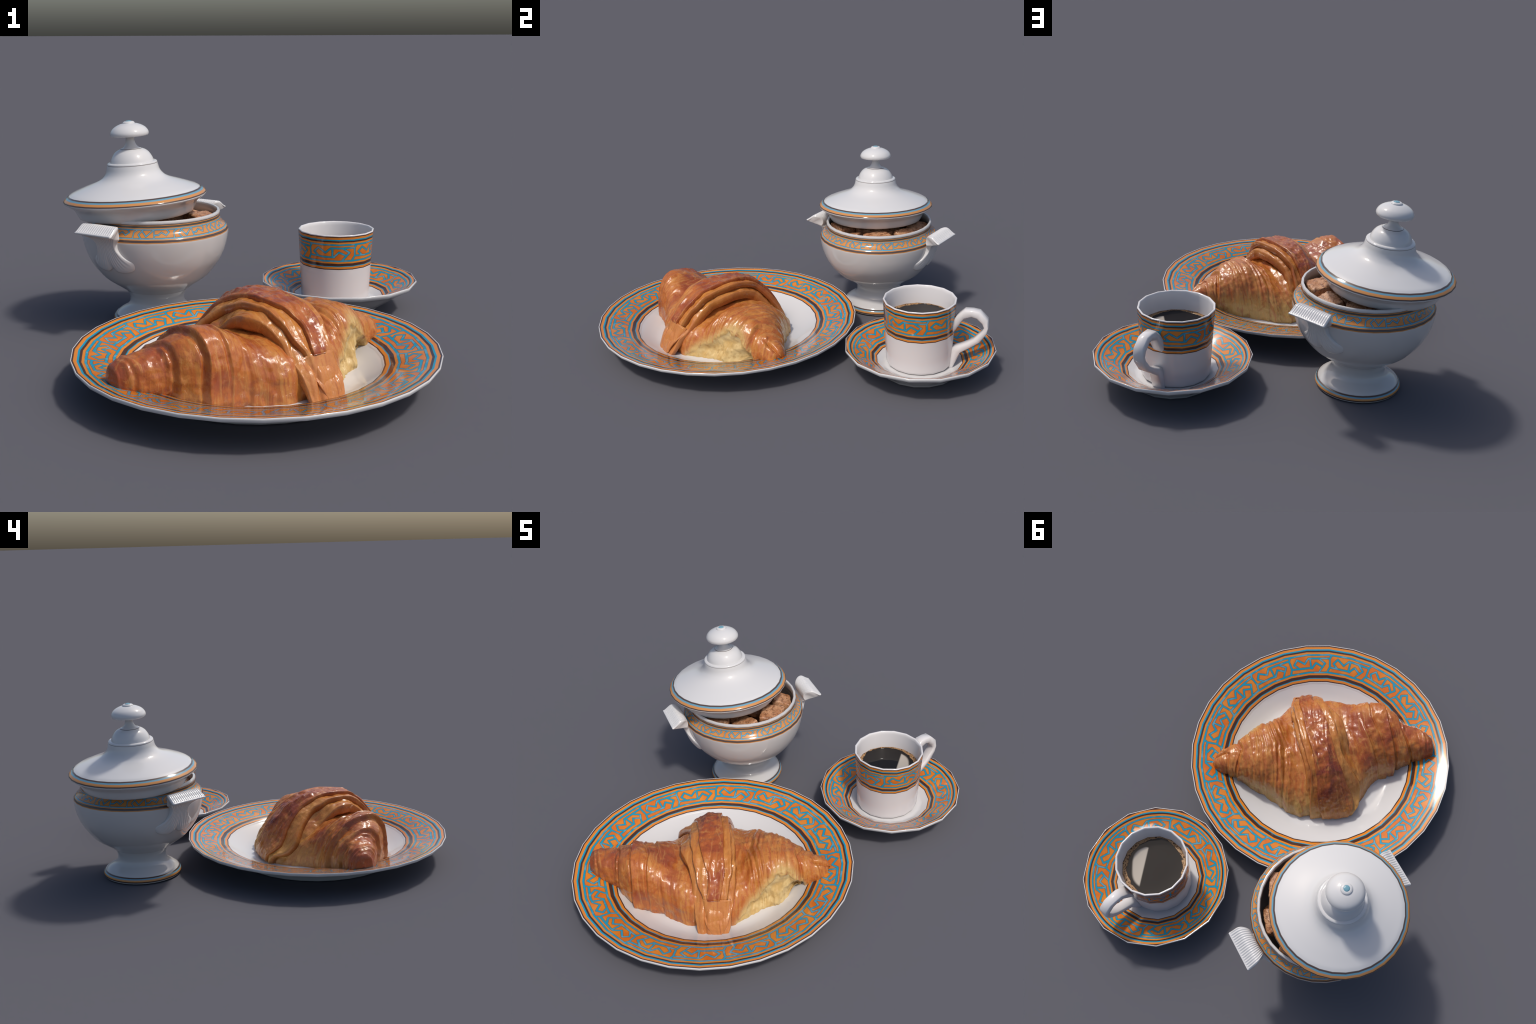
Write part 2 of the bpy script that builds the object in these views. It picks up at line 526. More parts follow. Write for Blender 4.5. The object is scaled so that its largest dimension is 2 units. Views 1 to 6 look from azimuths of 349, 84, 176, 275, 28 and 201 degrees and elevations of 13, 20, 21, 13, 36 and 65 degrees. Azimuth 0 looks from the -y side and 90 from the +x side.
def build_bowl():
    bowl = thing('sugar_bowl', "white footed tureen with fretwork band and two scroll handles", "sugar bowl", BOWL_C)
    foot = curve([(.0, .004), (.14, .004), (.188, .0), (.2010, .0045), (.2045, .013), (.2035, .021), (.1985, .029), (.1915, .0345), (.1885, .0350)], 3)
    foot += curve([(.1885, .0350), (.184, .0400), (.174, .0475), (.157, .0575), (.141, .0680), (.1315, .0800), (.1265, .0930), (.1260, .1060), (.1285, .1200), (.1340, .1330), (.1420, .1450), (.145, .152), (.12, .160)], 3)[1:]
    V, F, MI = lathe(foot, 40, 0.0)
    make_obj('foot', V, F, decorated('foot_enamel', 'foot'), parent=bowl, sharp=40)
    out = [(0, .150), (.136, .150)] + curve([(.1445, .1475), (.1520, .1530), (.1800, .1735), (.2090, .1930), (.2420, .2180), (.2740, .2560), (.2960, .2880),
                 (.3110, .3180), (.3235, .3540), (.3315, .3900), (.3350, .4150), (.3352, .4255), (.3320, .4375), (.3230, .4480), (.3140, .4560), (.3060, .4650), (.3005, .4760), (.2975, .4870), (.2960, .4985)], 3)
    lip = [(.2960, .4985), (.2955, .5010), (.2975, .5020), (.2985, .5050), (.2980, .5110), (.2955, .5150), (.2910, .5160), (.2860, .5150), (.2835, .5110)]
    inn = curve([(.2830, .5050), (.2850, .480), (.3000, .452), (.3130, .425), (.3130, .390), (.300, .345), (.270, .290), (.22, .235), (.14, .195), (0, .19)], 3)
    no = len(out)
    V, F, MI = lathe(out + lip[1:] + inn, 32, 0.0, lambda i: 1 if i < no + 1 else 0)
    make_obj('bowl', V, F, [MAT_BOWL, decorated('bowl_enamel', 'bowl')], parent=bowl, midx=MI, sharp=45)

    # scroll handles: front (outer) and back (inner) contours from base to outer edge of the grip
    Fr = curve([(.303, .278), (.3125, .290), (.3240, .312), (.3325, .335), (.3400, .360), (.3470, .385), (.3530, .405), (.3595, .422), (.3680, .436), (.3800, .4475), (.3960, .4560), (.4130, .4620), (.4290, .4665), (.4345, .4690)], 5)
    Bk = curve([(.284, .286), (.290, .296), (.300, .314), (.308, .336), (.316, .360), (.322, .385), (.327, .407), (.333, .424), (.3375, .436), (.3440, .4435), (.3390, .4520), (.3375, .4630), (.3395, .4780),
                (.3460, .4910), (.3570, .5005), (.3690, .5055), (.3810, .5068), (.3900, .5045), (.3980, .4998), (.4070, .4930), (.4160, .4860), (.4250, .4800), (.4300, .4775), (.4345, .4755)], 4)
    nb = len(Bk)
    # resample the front so that front and back pair row by row
    fr = np.array(Fr)
    neck = 36
    idx = np.r_[np.linspace(0, 45, neck, endpoint=False), np.linspace(45, len(fr) - 1, nb - neck)]
    fr = np.stack([np.interp(idx, np.arange(len(fr)), fr[:, k]) for k in (0, 1)], 1)
    bk = np.array(Bk)
    kk = np.arange(nb)
    wz = [.310, .322, .330, .340, .355, .370, .385, .400, .415, .428, .440, .450, .460, .470, .52]      # half width against height
    ww = [.121, .121, .115, .099, .079, .065, .056, .051, .0505, .056, .068, .081, .0925, .1000, .1006]
    stretch = lambda z: np.where(z < .385, .322 + (z - .278) * (.385 - .322) / (.385 - .278), z)
    wf = table(stretch(fr[:, 1]), wz, ww)
    grip = table(bk[:, 0], [.335, .345, .355, .370, .390, .420, .4345], [.068, .076, .084, .092, .0972, .1000, .1006])                   # the grip widens outward
    grip = grip - .0035 * step(kk, nb - 6, nb - 1)
    wf = wf - .0035 * step(kk, nb - 6, nb - 1)
    wb = np.where(kk < neck, np.minimum(table(stretch(bk[:, 1]), wz, ww), .072 + (stretch(bk[:, 1]) < .4) * .06), grip)
    nt = 221
    tt = np.linspace(-1, 1, nt)
    tt = np.sign(tt) * (1 - (1 - np.abs(tt)) ** 1.12)

    def sheet(rc, w, front):
        nrm = np.gradient(rc, axis=0)
        nrm = np.stack([nrm[:, 1], -nrm[:, 0]], 1)
        nrm /= np.linalg.norm(nrm, axis=1)[:, None] + 1e-9
        if not front:
            nrm = -nrm
        R, T = np.meshgrid(np.arange(len(rc)), tt, indexing='ij')
        d, z = rc[R, 0].copy(), rc[R, 1].copy()
        p = w[R] * T
        zb = .284 + .016 * np.exp(-(T / .14)**2) + .038 * np.abs(T)**5       # heart-shaped lower border
        z = np.where(z < .385, zb + (z - .278) * (.385 - zb) / (.385 - .278), z)
        # flutes
        edge = 1 - step(np.abs(T), .93, .985)
        if front:
            amp = .0007 * step(rc[R, 1], .29, .33) * (1 - step(rc[R, 1], .455, .464)) * edge
            rib = np.cos(T * PI * 13)
        else:
            k = np.arange(len(rc))[R]
            amp = .0011 * step(k, 44, 52) * (1 - step(k, nb - 9, nb - 5)) * edge
            rib = np.cos(T * PI * 17)
        d = d + nrm[R, 0] * amp * rib
        z = z + nrm[R, 1] * amp * rib
        # round off the side edges a little
        rr = .004 if front else .004 + .007 * step(np.arange(len(rc))[R], neck + 4, neck + 14) * (1 - step(np.arange(len(rc))[R], nb - 8, nb - 1))
        q = np.clip((w[R] * (1 - np.abs(T))) / rr, 0, 1)
        rnd = .85 * rr * (1 - np.sqrt(np.clip(1 - (1 - q)**2, 0, 1))) * np.minimum(1, 0.25 + np.minimum(R, nb - 1 - R) / 6.0)
        d = d - nrm[R, 0] * rnd
        z = z - nrm[R, 1] * rnd
        # the lower part hugs the round bowl
        hug = 1 - step(z, .36, .45)
        dd = np.sqrt(np.maximum(d * d - p * p, 1e-6)) * hug + d * (1 - hug)
        return dd, p, z

    f = sheet(fr, wf, True)
    b = sheet(bk, wb, False)
    F = []
    NF = nb * nt
    I = lambda i, j: i * nt + j
    for i in range(nb - 1):
        for j in range(nt - 1):
            F.append((I(i, j), I(i, j + 1), I(i + 1, j + 1), I(i + 1, j)))
            F.append((NF + I(i, j), NF + I(i + 1, j), NF + I(i + 1, j + 1), NF + I(i, j + 1)))
        F.append((I(i, 0), I(i + 1, 0), NF + I(i + 1, 0), NF + I(i, 0)))
        F.append((I(i, nt - 1), NF + I(i, nt - 1), NF + I(i + 1, nt - 1), I(i + 1, nt - 1)))
    for j in range(nt - 1):
        F.append((I(0, j), NF + I(0, j), NF + I(0, j + 1), I(0, j + 1)))
        F.append((I(nb - 1, j), I(nb - 1, j + 1), NF + I(nb - 1, j + 1), NF + I(nb - 1, j)))
    D, Pp, Z = [np.concatenate([f[k].ravel(), b[k].ravel()]) for k in range(3)]
    h1 = make_obj('handle', np.stack([D, Pp, Z], 1), F, MAT_WHITE, parent=bowl)
    h1.rotation_euler = (0, 0, math.radians(46.8))
    h2 = h1.copy()
    COL.objects.link(h2)
    h2.parent = bowl
    h2.rotation_euler = (0, 0, math.radians(226.8))


def build_lid():
    ax = Vector((-.0575, .0165, 1)).normalized()
    q = Vector((0, 0, 1)).rotation_difference(ax)
    lid = thing('sugar_bowl_lid', "tilted white domed lid with mushroom knob and striped edge", "lid", (-.509, .6147, .5806), q)
    cover = [(0, .075), (.10, .070), (.20, .040), (.262, .006), (.258, -.03), (.2515, -.060), (.2505, -.0745), (.2545, -.0785), (.2600, -.0765)]
    cover += curve([(.2640, -.070), (.2690, -.060), (.2735, -.049), (.2800, -.0365), (.2920, -.0245), (.3080, -.0145), (.3190, -.0080), (.3238, -.0035), (.3247, .0008), (.3225, .0060), (.3160, .0125), (.3080, .0190), (.3000, .0245), (.2940, .0280),
                    (.2820, .0345), (.2600, .0430), (.2250, .0560), (.1900, .0680), (.1650, .0775), (.1460, .0880), (.1330, .1000), (.1250, .1110), (.1195, .1240), (.1165, .1370), (.1140, .1475)], 3)
    cover += curve([(.1130, .1480), (.1136, .1500), (.1130, .1545), (.1085, .1585), (.1020, .1590)], 2)
    cover += curve([(.0985, .1592), (.0970, .1640), (.0935, .1740), (.0860, .1880), (.0760, .2010), (.0640, .2100), (.0520, .2155), (.046, .2160), (0, .2162)], 3)
    V, F, MI = lathe(cover, 32, 0.0)
    make_obj('lid_cover', V, F, decorated('lid_enamel', 'lid'), parent=lid, sharp=42)
    knob = [(0, .2150), (.0490, .2150), (.0492, .2172)] + curve([(.0465, .2185), (.0400, .2200), (.0310, .2262), (.0240, .2375), (.0205, .2500), (.0195, .2630), (.0200, .2730), (.0260, .2755)], 3)
    knob += curve([(.0600, .2740), (.0800, .2742), (.0850, .2775), (.0868, .2850), (.0850, .2935), (.0790, .3035), (.0700, .3125), (.0560, .3210), (.0400, .3275), (.0290, .3300)], 3)
    knob += curve([(.0272, .3310), (.0262, .3345), (.0225, .3375), (.0170, .3395), (.0140, .3392), (.0125, .3410), (.0080, .3425), (0, .3430)], 3)
    V, F, MI = lathe(knob, 40, 0.0)
    make_obj('knob', V, F, decorated('knob_enamel', 'knob'), parent=lid, sharp=45)


# ---------------------------------------------------------------- brown sugar lumps
def build_sugar():
    g = N('brown_sugar')
    oc = g.coords()
    n1 = g.noise(oc, 60, 4, 0.7)
    n2 = g.noise(oc, 16, 3)
    sp = g.voronoi(oc, 110)
    col = g.mix(g.maprange(n2, 0.35, 0.65), (0.43, 0.195, 0.09), (0.62, 0.345, 0.19))
    col = g.mix(g.maprange(n1, 0.46, 0.66), col, (0.20, 0.075, 0.03))
    col = g.mix(g.math('MULTIPLY', g.maprange(sp, 0.30, 0.12), g.maprange(n1, 0.40, 0.55)), col, (0.72, 0.50, 0.32))
    g.set(Base_Color=col, Roughness=0.42)
    g.t.links.new(g.bump(g.math('ADD', n1, g.math('MULTIPLY', sp, 0.6)), 0.004, 0.7), g.bsdf.inputs['Normal'])
    k = 18
    meshes = []
    for var in range(4):
        V, F, index = [], [], {}

        def vid(p):
            key = tuple(np.round(p, 5))
            if key not in index:
                index[key] = len(V)
                V.append(p)
            return index[key]
        lin = np.linspace(-1, 1, k + 1)
        for axis in range(3):
            for sgn in (-1, 1):
                for i in range(k):
                    for j in range(k):
                        q = []
                        for a, b in ((i, j), (i + 1, j), (i + 1, j + 1), (i, j + 1)):
                            p = np.zeros(3)
                            p[axis], p[(axis + 1) % 3], p[(axis + 2) % 3] = sgn, lin[a], lin[b]
                            q.append(vid(p))
                        F.append(tuple(q if sgn > 0 else q[::-1]))
        P = np.array(V)
        P = P / (np.sum(np.abs(P)**13, 1) ** (1 / 13))[:, None]
        P = P * np.array([.065, .057, .047])
        P = P + P / np.linalg.norm(P, axis=1)[:, None] * (fbm(P * 24 + var * 9.1, 2, 3 + var) * .0036 + fbm(P * 85, 2, 11 + var) * .0026)[:, None]
        me = bpy.data.meshes.new('sugar_lump')
        me.from_pydata([tuple(p) for p in P], [], F)
        me.materials.append(g.m)
        me.polygons.foreach_set("use_smooth", np.full(len(me.polygons), True))
        me.update()
        meshes.append(me)
    spots = []
    for ring, cnt, zz in ((0.208, 8, .445), (0.070, 3, .460)):
        for i in range(cnt):
            a = 2 * PI * (i + .35 * ring * 10 % 1) / cnt
            spots.append((ring * math.cos(a), ring * math.sin(a), zz + random.uniform(-.012, .016)))
    for ring, cnt, zz in ((0.180, 7, .360), (0.05, 2, .360)):
        for i in range(cnt):
            a = 2 * PI * (i + .2) / cnt
            spots.append((ring * math.cos(a), ring * math.sin(a), zz))
    for i, (x, y, z) in enumerate(spots):
        ob = bpy.data.objects.new('sugar_lump', meshes[i % 4])
        COL.objects.link(ob)
        ob.location = (BOWL_C[0] + x, BOWL_C[1] + y, z)
        ob.rotation_euler = (random.uniform(-.45, .45), random.uniform(-.45, .45), random.uniform(0, 6.28))
        s = random.uniform(.9, 1.1)
        ob.scale = (s, s, s)
        ob["label"] = "rough brown cane sugar lump"
        ob["category"] = "sugar cube"


# ---------------------------------------------------------------- croissant
# local frame: u along the croissant, v across (v < 0 is the bitten front side), z up
CR_O = Vector((-.14, -.31, 0))
CR_A = math.atan2(.397, .918)
WV = [-.41, -.400, -.385, -.35, -.33, -.27, -.20, -.15, -.08, 0, .08, .15, .20, .26, .30, .335, .352, .356]
WZ = [.022, .045, .10, .18, .212, .282, .334, .350, .359, .364, .355, .330, .294, .227, .165, .10, .04, .022]
BITE_U = [.13, .17, .20, .25, .30, .35, .40, .44, .47, .50]
BITE_Z = [.0, .05, .085, .120, .165, .205, .190, .140, .090, .0]


def pastry_material(name, tone):
    """baked glossy crust; tone 0 = golden body, 1 = amber fold, 2 = dark red top fold"""
    g = N(name)
    oc = g.coords()
    u, v, z = g.xyz(oc)
    geo = g.t.nodes.new("ShaderNodeNewGeometry")
    point = geo.outputs['Pointiness']
    long = g.comb(g.math('MULTIPLY', u, 5.0 if tone == 0 else 3.5), v, z)       # streaks running round the roll
    wn = g.noise(oc, 7, 3)
    streak = g.noise(g.comb(g.math('ADD', g.math('MULTIPLY', u, 6.0), g.math('MULTIPLY', wn, 0.25)), g.math('MULTIPLY', v, 0.8), g.math('MULTIPLY', z, 0.8)), 7.0, 4, 0.6)
    patch = g.noise(oc, 9.0, 4, 0.6, 0.4)
    fine = g.noise(long, 34.0, 4, 0.65)
    mott = g.noise(oc, 24.0, 4, 0.65, 0.6)
    us = g.math('ADD', g.math('ADD', u, g.math('MULTIPLY', g.math('MAXIMUM', v, -0.08), 0.30)), g.math('MULTIPLY', wn, 0.03))
    line = g.noise(g.comb(g.math('MULTIPLY', us, 12.0), g.math('MULTIPLY', v, 0.7), g.math('MULTIPLY', z, 0.7)), 8.0, 3, 0.55)
    gold, amber, red, deep, pale = (0.51, 0.205, 0.045), (0.43, 0.125, 0.026), (0.285, 0.060, 0.020), (0.165, 0.030, 0.018), (0.46, 0.29, 0.09)
    col = g.mix(g.maprange(streak, 0.36, 0.62, 0.0, 0.55 if tone == 1 else 1.0), gold, amber)
    if tone == 0:
        # bands of colour that follow the coils of the left horn
        lean = g.math('SUBTRACT', g.math('MULTIPLY', g.math('MAXIMUM', v, -0.06), 0.36), g.math('MULTIPLY', g.math('MAXIMUM', g.math('SUBTRACT', -0.06, v), 0.0), 0.06))
        uc = g.math('ADD', g.math('ADD', u, lean), g.math('MULTIPLY', g.math('SUBTRACT', wn, 0.5), 0.035))
        band = g.ramp(g.maprange(uc, -0.65, 0.05, smooth=False), [((a + .65) / .70, (w, w, w)) for a, w in (
            (-.64, .9), (-.50, .75), (-.468, .85), (-.455, .15), (-.40, .05), (-.385, .55), (-.375, 1.0), (-.30, .85), (-.285, .2), (-.24, .1), (-.225, .9), (-.17, .6), (-.15, .25), (0.0, .1))])
        rusty = g.mix(g.maprange(patch, 0.42, 0.60), amber, (0.31, 0.066, 0.024))
        col = g.mix(g.math('MULTIPLY', band, 0.9), col, rusty)
    lift = g.maprange(z, 0.12, 0.30)
    if tone == 0:
        # well-baked tops, more on the left horn
        left = g.maprange(u, 0.05, -0.25)
        bake = g.math('MULTIPLY', g.maprange(patch, 0.44, 0.66), g.math('MULTIPLY', g.math('ADD', g.math('MULTIPLY', left, 0.6), 0.35), lift))
        col = g.mix(bake, col, red)
        col = g.mix(g.math('MULTIPLY', g.maprange(fine, 0.52, 0.70), 0.55), col, red)
        # pale, less baked flank at the back, and next to the tear
        rear = g.math('MULTIPLY', g.maprange(v, 0.02, 0.10), g.maprange(g.math('ADD', z, g.math('MULTIPLY', g.math('SUBTRACT', streak, 0.5), 0.16)), 0.20, 0.10))
        col = g.mix(g.math('MULTIPLY', rear, g.maprange(u, -0.20, 0.02, 0.35, 0.9)), col, pale)
        bz = g.fcurve(u, list(zip(BITE_U, BITE_Z)), .13, .50)
        near = g.math('MULTIPLY', g.maprange(g.math('SUBTRACT', g.math('ADD', bz, g.math('MULTIPLY', patch, 0.06)), z), -0.035, 0.03), g.math('MULTIPLY', g.maprange(v, -0.03, -0.08), g.math('MULTIPLY', g.maprange(u, .12, .18), g.maprange(u, .52, .47))))
        col = g.mix(near, col, (0.57, 0.38, 0.145))
        tip = g.maprange(u, -0.50, -0.57)
        col = g.mix(g.math('MULTIPLY', tip, 0.55), col, red)
    elif tone == 1:
        col = g.mix(g.math('MULTIPLY', g.maprange(patch, 0.52, 0.68), 0.3), col, red)
        col = g.mix(g.math('MULTIPLY', g.maprange(v, -0.28, -0.34), 0.75), col, (0.50, 0.185, 0.052))
        rear = g.math('MULTIPLY', g.maprange(v, 0.05, 0.12), g.maprange(z, 0.20, 0.08))
        col = g.mix(g.math('MULTIPLY', rear, 0.55), col, pale)
    else:
        back = g.maprange(v, -0.1, 0.25)
        base = g.mix(g.maprange(patch, 0.36, 0.64), (0.43, 0.125, 0.026), red)
        col = g.mix(g.math('MULTIPLY', g.maprange(patch, 0.48, 0.64), back), base, deep)
        col = g.mix(g.maprange(streak, 0.55, 0.7, 0.0, 0.5), col, amber)
        col = g.mix(g.math('MULTIPLY', back, g.maprange(z, 0.22, 0.10)), col, (0.40, 0.155, 0.035))
    col = g.mix(g.maprange(mott, 0.53, 0.68, 0.0, 0.15 if tone == 1 else 0.50), col, red)
    col = g.mix(g.maprange(mott, 0.46, 0.33, 0.0, 0.45), col, (0.58, 0.27, 0.075))
    col = g.mix(g.maprange(line, 0.56, 0.66, 0.0, 0.40 if tone == 1 else 0.55), col, (0.33, 0.075, 0.025))
    col = g.mix(g.maprange(line, 0.43, 0.33, 0.0, 0.40), col, (0.55, 0.27, 0.075))
    # edges of folds are baked darker, creases are coloured dark brown
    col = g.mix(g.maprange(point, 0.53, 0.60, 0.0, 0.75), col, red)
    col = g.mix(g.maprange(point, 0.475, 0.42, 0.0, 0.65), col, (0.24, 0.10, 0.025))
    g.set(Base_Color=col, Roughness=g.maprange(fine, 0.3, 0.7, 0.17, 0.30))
    g.bsdf.inputs['Specular IOR Level'].default_value = 0.5
    hgt = g.math('ADD', g.math('MULTIPLY', fine, 0.6), g.noise(oc, 60, 3))
    g.t.links.new(g.bump(hgt, 0.004, 0.35), g.bsdf.inputs['Normal'])
    return g.m


def crumb_material():
    g = N('crumb')
    oc = g.coords()
    u, v, z = g.xyz(oc)
    n = g.noise(oc, 16, 4, 0.6)
    n2 = g.noise(oc, 50, 3)
    col = g.mix(g.maprange(n, 0.35, 0.65), (0.52, 0.335, 0.115), (0.62, 0.455, 0.205))
    col = g.mix(g.maprange(n2, 0.55, 0.72, 0, 0.6), col, (0.40, 0.24, 0.07))
    col = g.mix(g.maprange(z, 0.13, 0.20, 0, 0.5), col, (0.58, 0.49, 0.29))
    g.set(Base_Color=col, Roughness=0.42)
    g.t.links.new(g.bump(n2, 0.005, 0.5), g.bsdf.inputs['Normal'])
    return g.m


def croissant_body():
    U = [-.603, -.597, -.585, -.55, -.50, -.45, -.40, -.35, -.30, -.25, -.20, -.15, -.10, -.04, .06, .12, .15, .20, .23, .28, .32, .36, .40, .45, .50, .55, .58, .592, .597]
    VF = [.000, -.036, -.054, -.082, -.114, -.134, -.184, -.224, -.240, -.250, -.266, -.290, -.320, -.335, -.335, -.335, -.325, -.275, -.245, -.215, -.200, -.183, -.150, -.112, -.092, -.060, -.037, -.024, -.010]
    VR = [.018, .046, .058, .063, .066, .078, .094, .106, .123, .165, .235, .285, .310, .322, .320, .318, .312, .288, .270, .217, .187, .163, .140, .098, .074, .044, .026, .016, .004]
    HT = [.150, .176, .194, .207, .217, .233, .264, .288, .292, .284, .266, .247, .238, .245, .245, .236, .226, .234, .258, .276, .274, .264, .247, .212, .193, .166, .150, .140, .131]
    BT = [.126, .118, .110, .100, .088, .075, .058, .045, .037, .033, .031, .031, .037, .036, .036, .036, .036, .036, .036, .037, .038, .040, .048, .064, .086, .100, .108, .112, .116]
    VC = [.006, .004, .000, -.014, -.034, -.052, -.078, -.100, -.118, -.128, -.135, -.125, -.080, 0, 0, 0, 0, -.005, -.018, -.022, -.024, -.026, -.025, -.022, -.016, -.010, -.006, -.005, -.004]
    nu, nf, nbm = 520, 200, 14
    # denser toward the ends so that the tips round off
    uu = np.linspace(0, 1, nu)
    uu = -.603 + 1.2 * (uu * .7 + .3 * (0.5 - 0.5 * np.cos(PI * uu)))
    ph = np.linspace(-.42, PI + .42, nf)
    Ug, Ph = np.meshgrid(uu, ph, indexing='ij')
    vf, vr, h, b, vc = (table(Ug, U, Tt) for Tt in (VF, VR, HT, BT, VC))
    c, s = np.cos(Ph), np.sin(Ph)
    front = c > 0
    vside = np.where(front, vf, vr) - vc
    pr = table(Ug, [-.6, -.45, -.35, -.15, 0, .15, .27, .36, .6], [.80, .82, 1.02, 1.18, 1.05, 1.10, .92, .82, .80])
    qr = table(Ug, [-.6, -.45, -.35, -.15, 0, .15, .27, .36, .6], [.93, .93, 1.08, 1.30, 1.10, 1.22, 1.0, .93, .93])
    pf = table(Ug, [-.6, -.45, -.35, -.05, .1, .6], [.76, .66, .56, .58, .74, .78])
    V = vc + vside * np.abs(c) ** np.where(front, pf, pr)
    # the left horn is widest above the plate and tucks in underneath
    wl = np.where(front, 1 - step(Ug, -.26, -.12), 0) * step(Ug, -.60, -.45)
    b = b + .032 * wl
    Z = b + (h - b) * np.sign(s) * np.abs(s) ** np.where(front, table(Ug, [-.6, -.4, -.1, .1, .6], [.88, .80, .80, .86, .90]), qr)
    tuck = np.clip(-s / .41, 0, 1)
    Z = np.where(s < 0, b + .06 * s * (h - b) / .25 - .032 * wl * tuck, Z)
    V = np.where(s < 0, vc + (V - vc) * (1 - .20 * wl * tuck ** 1.6), V)

    # --- coil edges: sawtooth steps; each one climbs toward the middle of the roll
    def coil(uc, amp, lean_f, lean_r, left, length=.06, bite=.0065, sharp=.009):
        q = np.where(front, V - vc, 0) * -1
        qr = np.where(front, 0, V - vc)
        line = uc + lean_f * q + lean_r * qr + .006 * vnoise(np.stack([V * 9, Z * 9, Ug * 0 + uc * 50], -1), 5)
        x = (Ug - line) if left else (line - Ug)
        rise = step(x, 0, sharp)
        br = .25 + .75 * step(vnoise(np.stack([V * 8, Z * 8, V * 0 + uc * 31.7], -1), 9), -.5, .25) if amp < .009 else 1.0
        return br * (amp * rise * np.exp(-np.maximum(x, 0) / length) - bite * np.exp(-((x + .004) / .0055)**2) * min(1, amp / .010))

    D = np.zeros_like(V)
    for args in [(-.272, .0088, .02, -.34, True, .035, .007, .009), (-.210, .0088, .08, -.36, True, .030, .007, .009),
                 (.238, .0085, .25, .08, False, .026, .006, .009),
                 (-.358, .026, .06, -.18, True, .080), (-.430, .015, .00, -.40, True, .045), (-.452, .006, .02, -.40, True, .03), 
                 (-.310, .004, .12, -.28, True, .05, .002, .02),
                 (-.165, .002, .08, -.42, True, .03), (-.515, .004, .10, -.2, True, .03), (-.560, .004, .2, .1, True, .02), (-.578, .003, .2, .1, True, .02),
                 (.205, .012, .28, .10, False, .07, .004, .016), (.262, .0055, .22, .06, False, .03), (.300, .004, .25, .12, False, .03), (.326, .005, .18, .12, False, .025),
                 (.356, .004, .15, .16, False, .025), (.384, .005, .15, .20, False, .03), (.430, .015, .35, .45, False, .05, .006), (.452, .003, .5, .4, False, .02),
                 (.505, .006, 1.1, .25, False, .04, .006), (.180, .004, .3, .15, False, .04)]:
        D += coil(*args)
    Q = np.stack([Ug, V, Z], -1)
    tip_fade = step(Ug, -.60, -.56) * (1 - step(Ug, .56, .59))
    # fine ridges along the coils and crumpled skin
    warp = fbm(Q * 9, 2, 21)
    ridge = fbm(np.stack([(Ug + .10 * np.where(front, vc - V, V - vc) * np.where(Ug < 0, -.3, .7)) * 62 + warp * .9, V * 5, Z * 5], -1), 2, 31)
    D += ridge * np.where(Ug < 0, .0011, .0017) * (.2 + step(vnoise(Q * 7, 33), -.2, .7)) + fbm(Q * 13, 3, 41) * .0058 + vnoise(Q * 6.5, 44) * .0050 * tip_fade + fbm(Q * 32, 2, 51) * .0022
    low = 1 - step(Z, .05, .11)
    D += low * fbm(np.stack([Ug * 26, V * 26, Z * 12], -1), 2, 61) * .007
    D *= (.35 + .65 * tip_fade)
    # --- torn side: crust pulled away, pale ragged crumb
    bz = np.interp(Ug, BITE_U, BITE_Z, left=-1, right=-1) + .014 * fbm(Q * 24, 2, 71)
    m = np.where(front & (V < -.04), bz - Z, -1)
    inside = step(m, -.004, .014)
    deep = step(m, .0, .05) * step(Z, .03, .085)
    D += -.007 * inside - .012 * deep + inside * (fbm(Q * 20, 3, 81) * .009)
    hollow = np.exp(-((Ug - .425) / .035)**2) * (1 - step(Z, .085, .125)) * front
    D -= .045 * hollow * (V < -.02)
    # --- split bulb at the right tip
    D -= .020 * np.exp(-((V + .028 - .25 * (Ug - .55)) / .0075)**2) * step(Ug, .495, .535)
    D += .007 * step(Ug, .52, .55) * (1 - step(Ug, .585, .597))
    # displacement along the section normal
    nv = np.gradient(V, axis=1)
    nz = np.gradient(Z, axis=1)
    ln = np.sqrt(nv**2 + nz**2) + 1e-9
    V2 = V - nz / ln * D * -1 * -1
    Z2 = np.maximum(Z + nv / ln * D, .027)
    # bottom closing strip
    w = np.linspace(0, 1, nbm + 2)[1:-1]
    Vb = V2[:, -1:] * (1 - w) + V2[:, :1] * w
    Zb = Z2[:, -1:] * (1 - w) + Z2[:, :1] * w
    Va, Za = np.concatenate([V2, Vb], 1), np.concatenate([Z2, Zb], 1)
    na = nf + nbm
    Ua = np.repeat(uu[:, None], na, 1)
    # bulge the end rings outward a bit so the tips are blunt
    P = np.stack([Ua, Va, Za], -1).reshape(-1, 3)
    nP = len(P)
    c0 = P[:na].mean(0) + np.array([-.004, 0, 0])
    c1 = P[-na:].mean(0) + np.array([.004, 0, 0])
    P = np.vstack([P, c0, c1])
    Fq = []
    for i in range(nu - 1):
        r0, r1 = i * na, (i + 1) * na
        for j in range(na):
            k = (j + 1) % na
            Fq.append((r0 + j, r0 + k, r1 + k, r1 + j))
    for j in range(na):
        k = (j + 1) % na
        Fq.append((nP, k, j))
        Fq.append((nP + 1, (nu - 1) * na + j, (nu - 1) * na + k))
    torn = np.concatenate([(inside > .5), np.zeros((nu, nbm), bool)], 1).reshape(-1)
    return P, Fq, torn


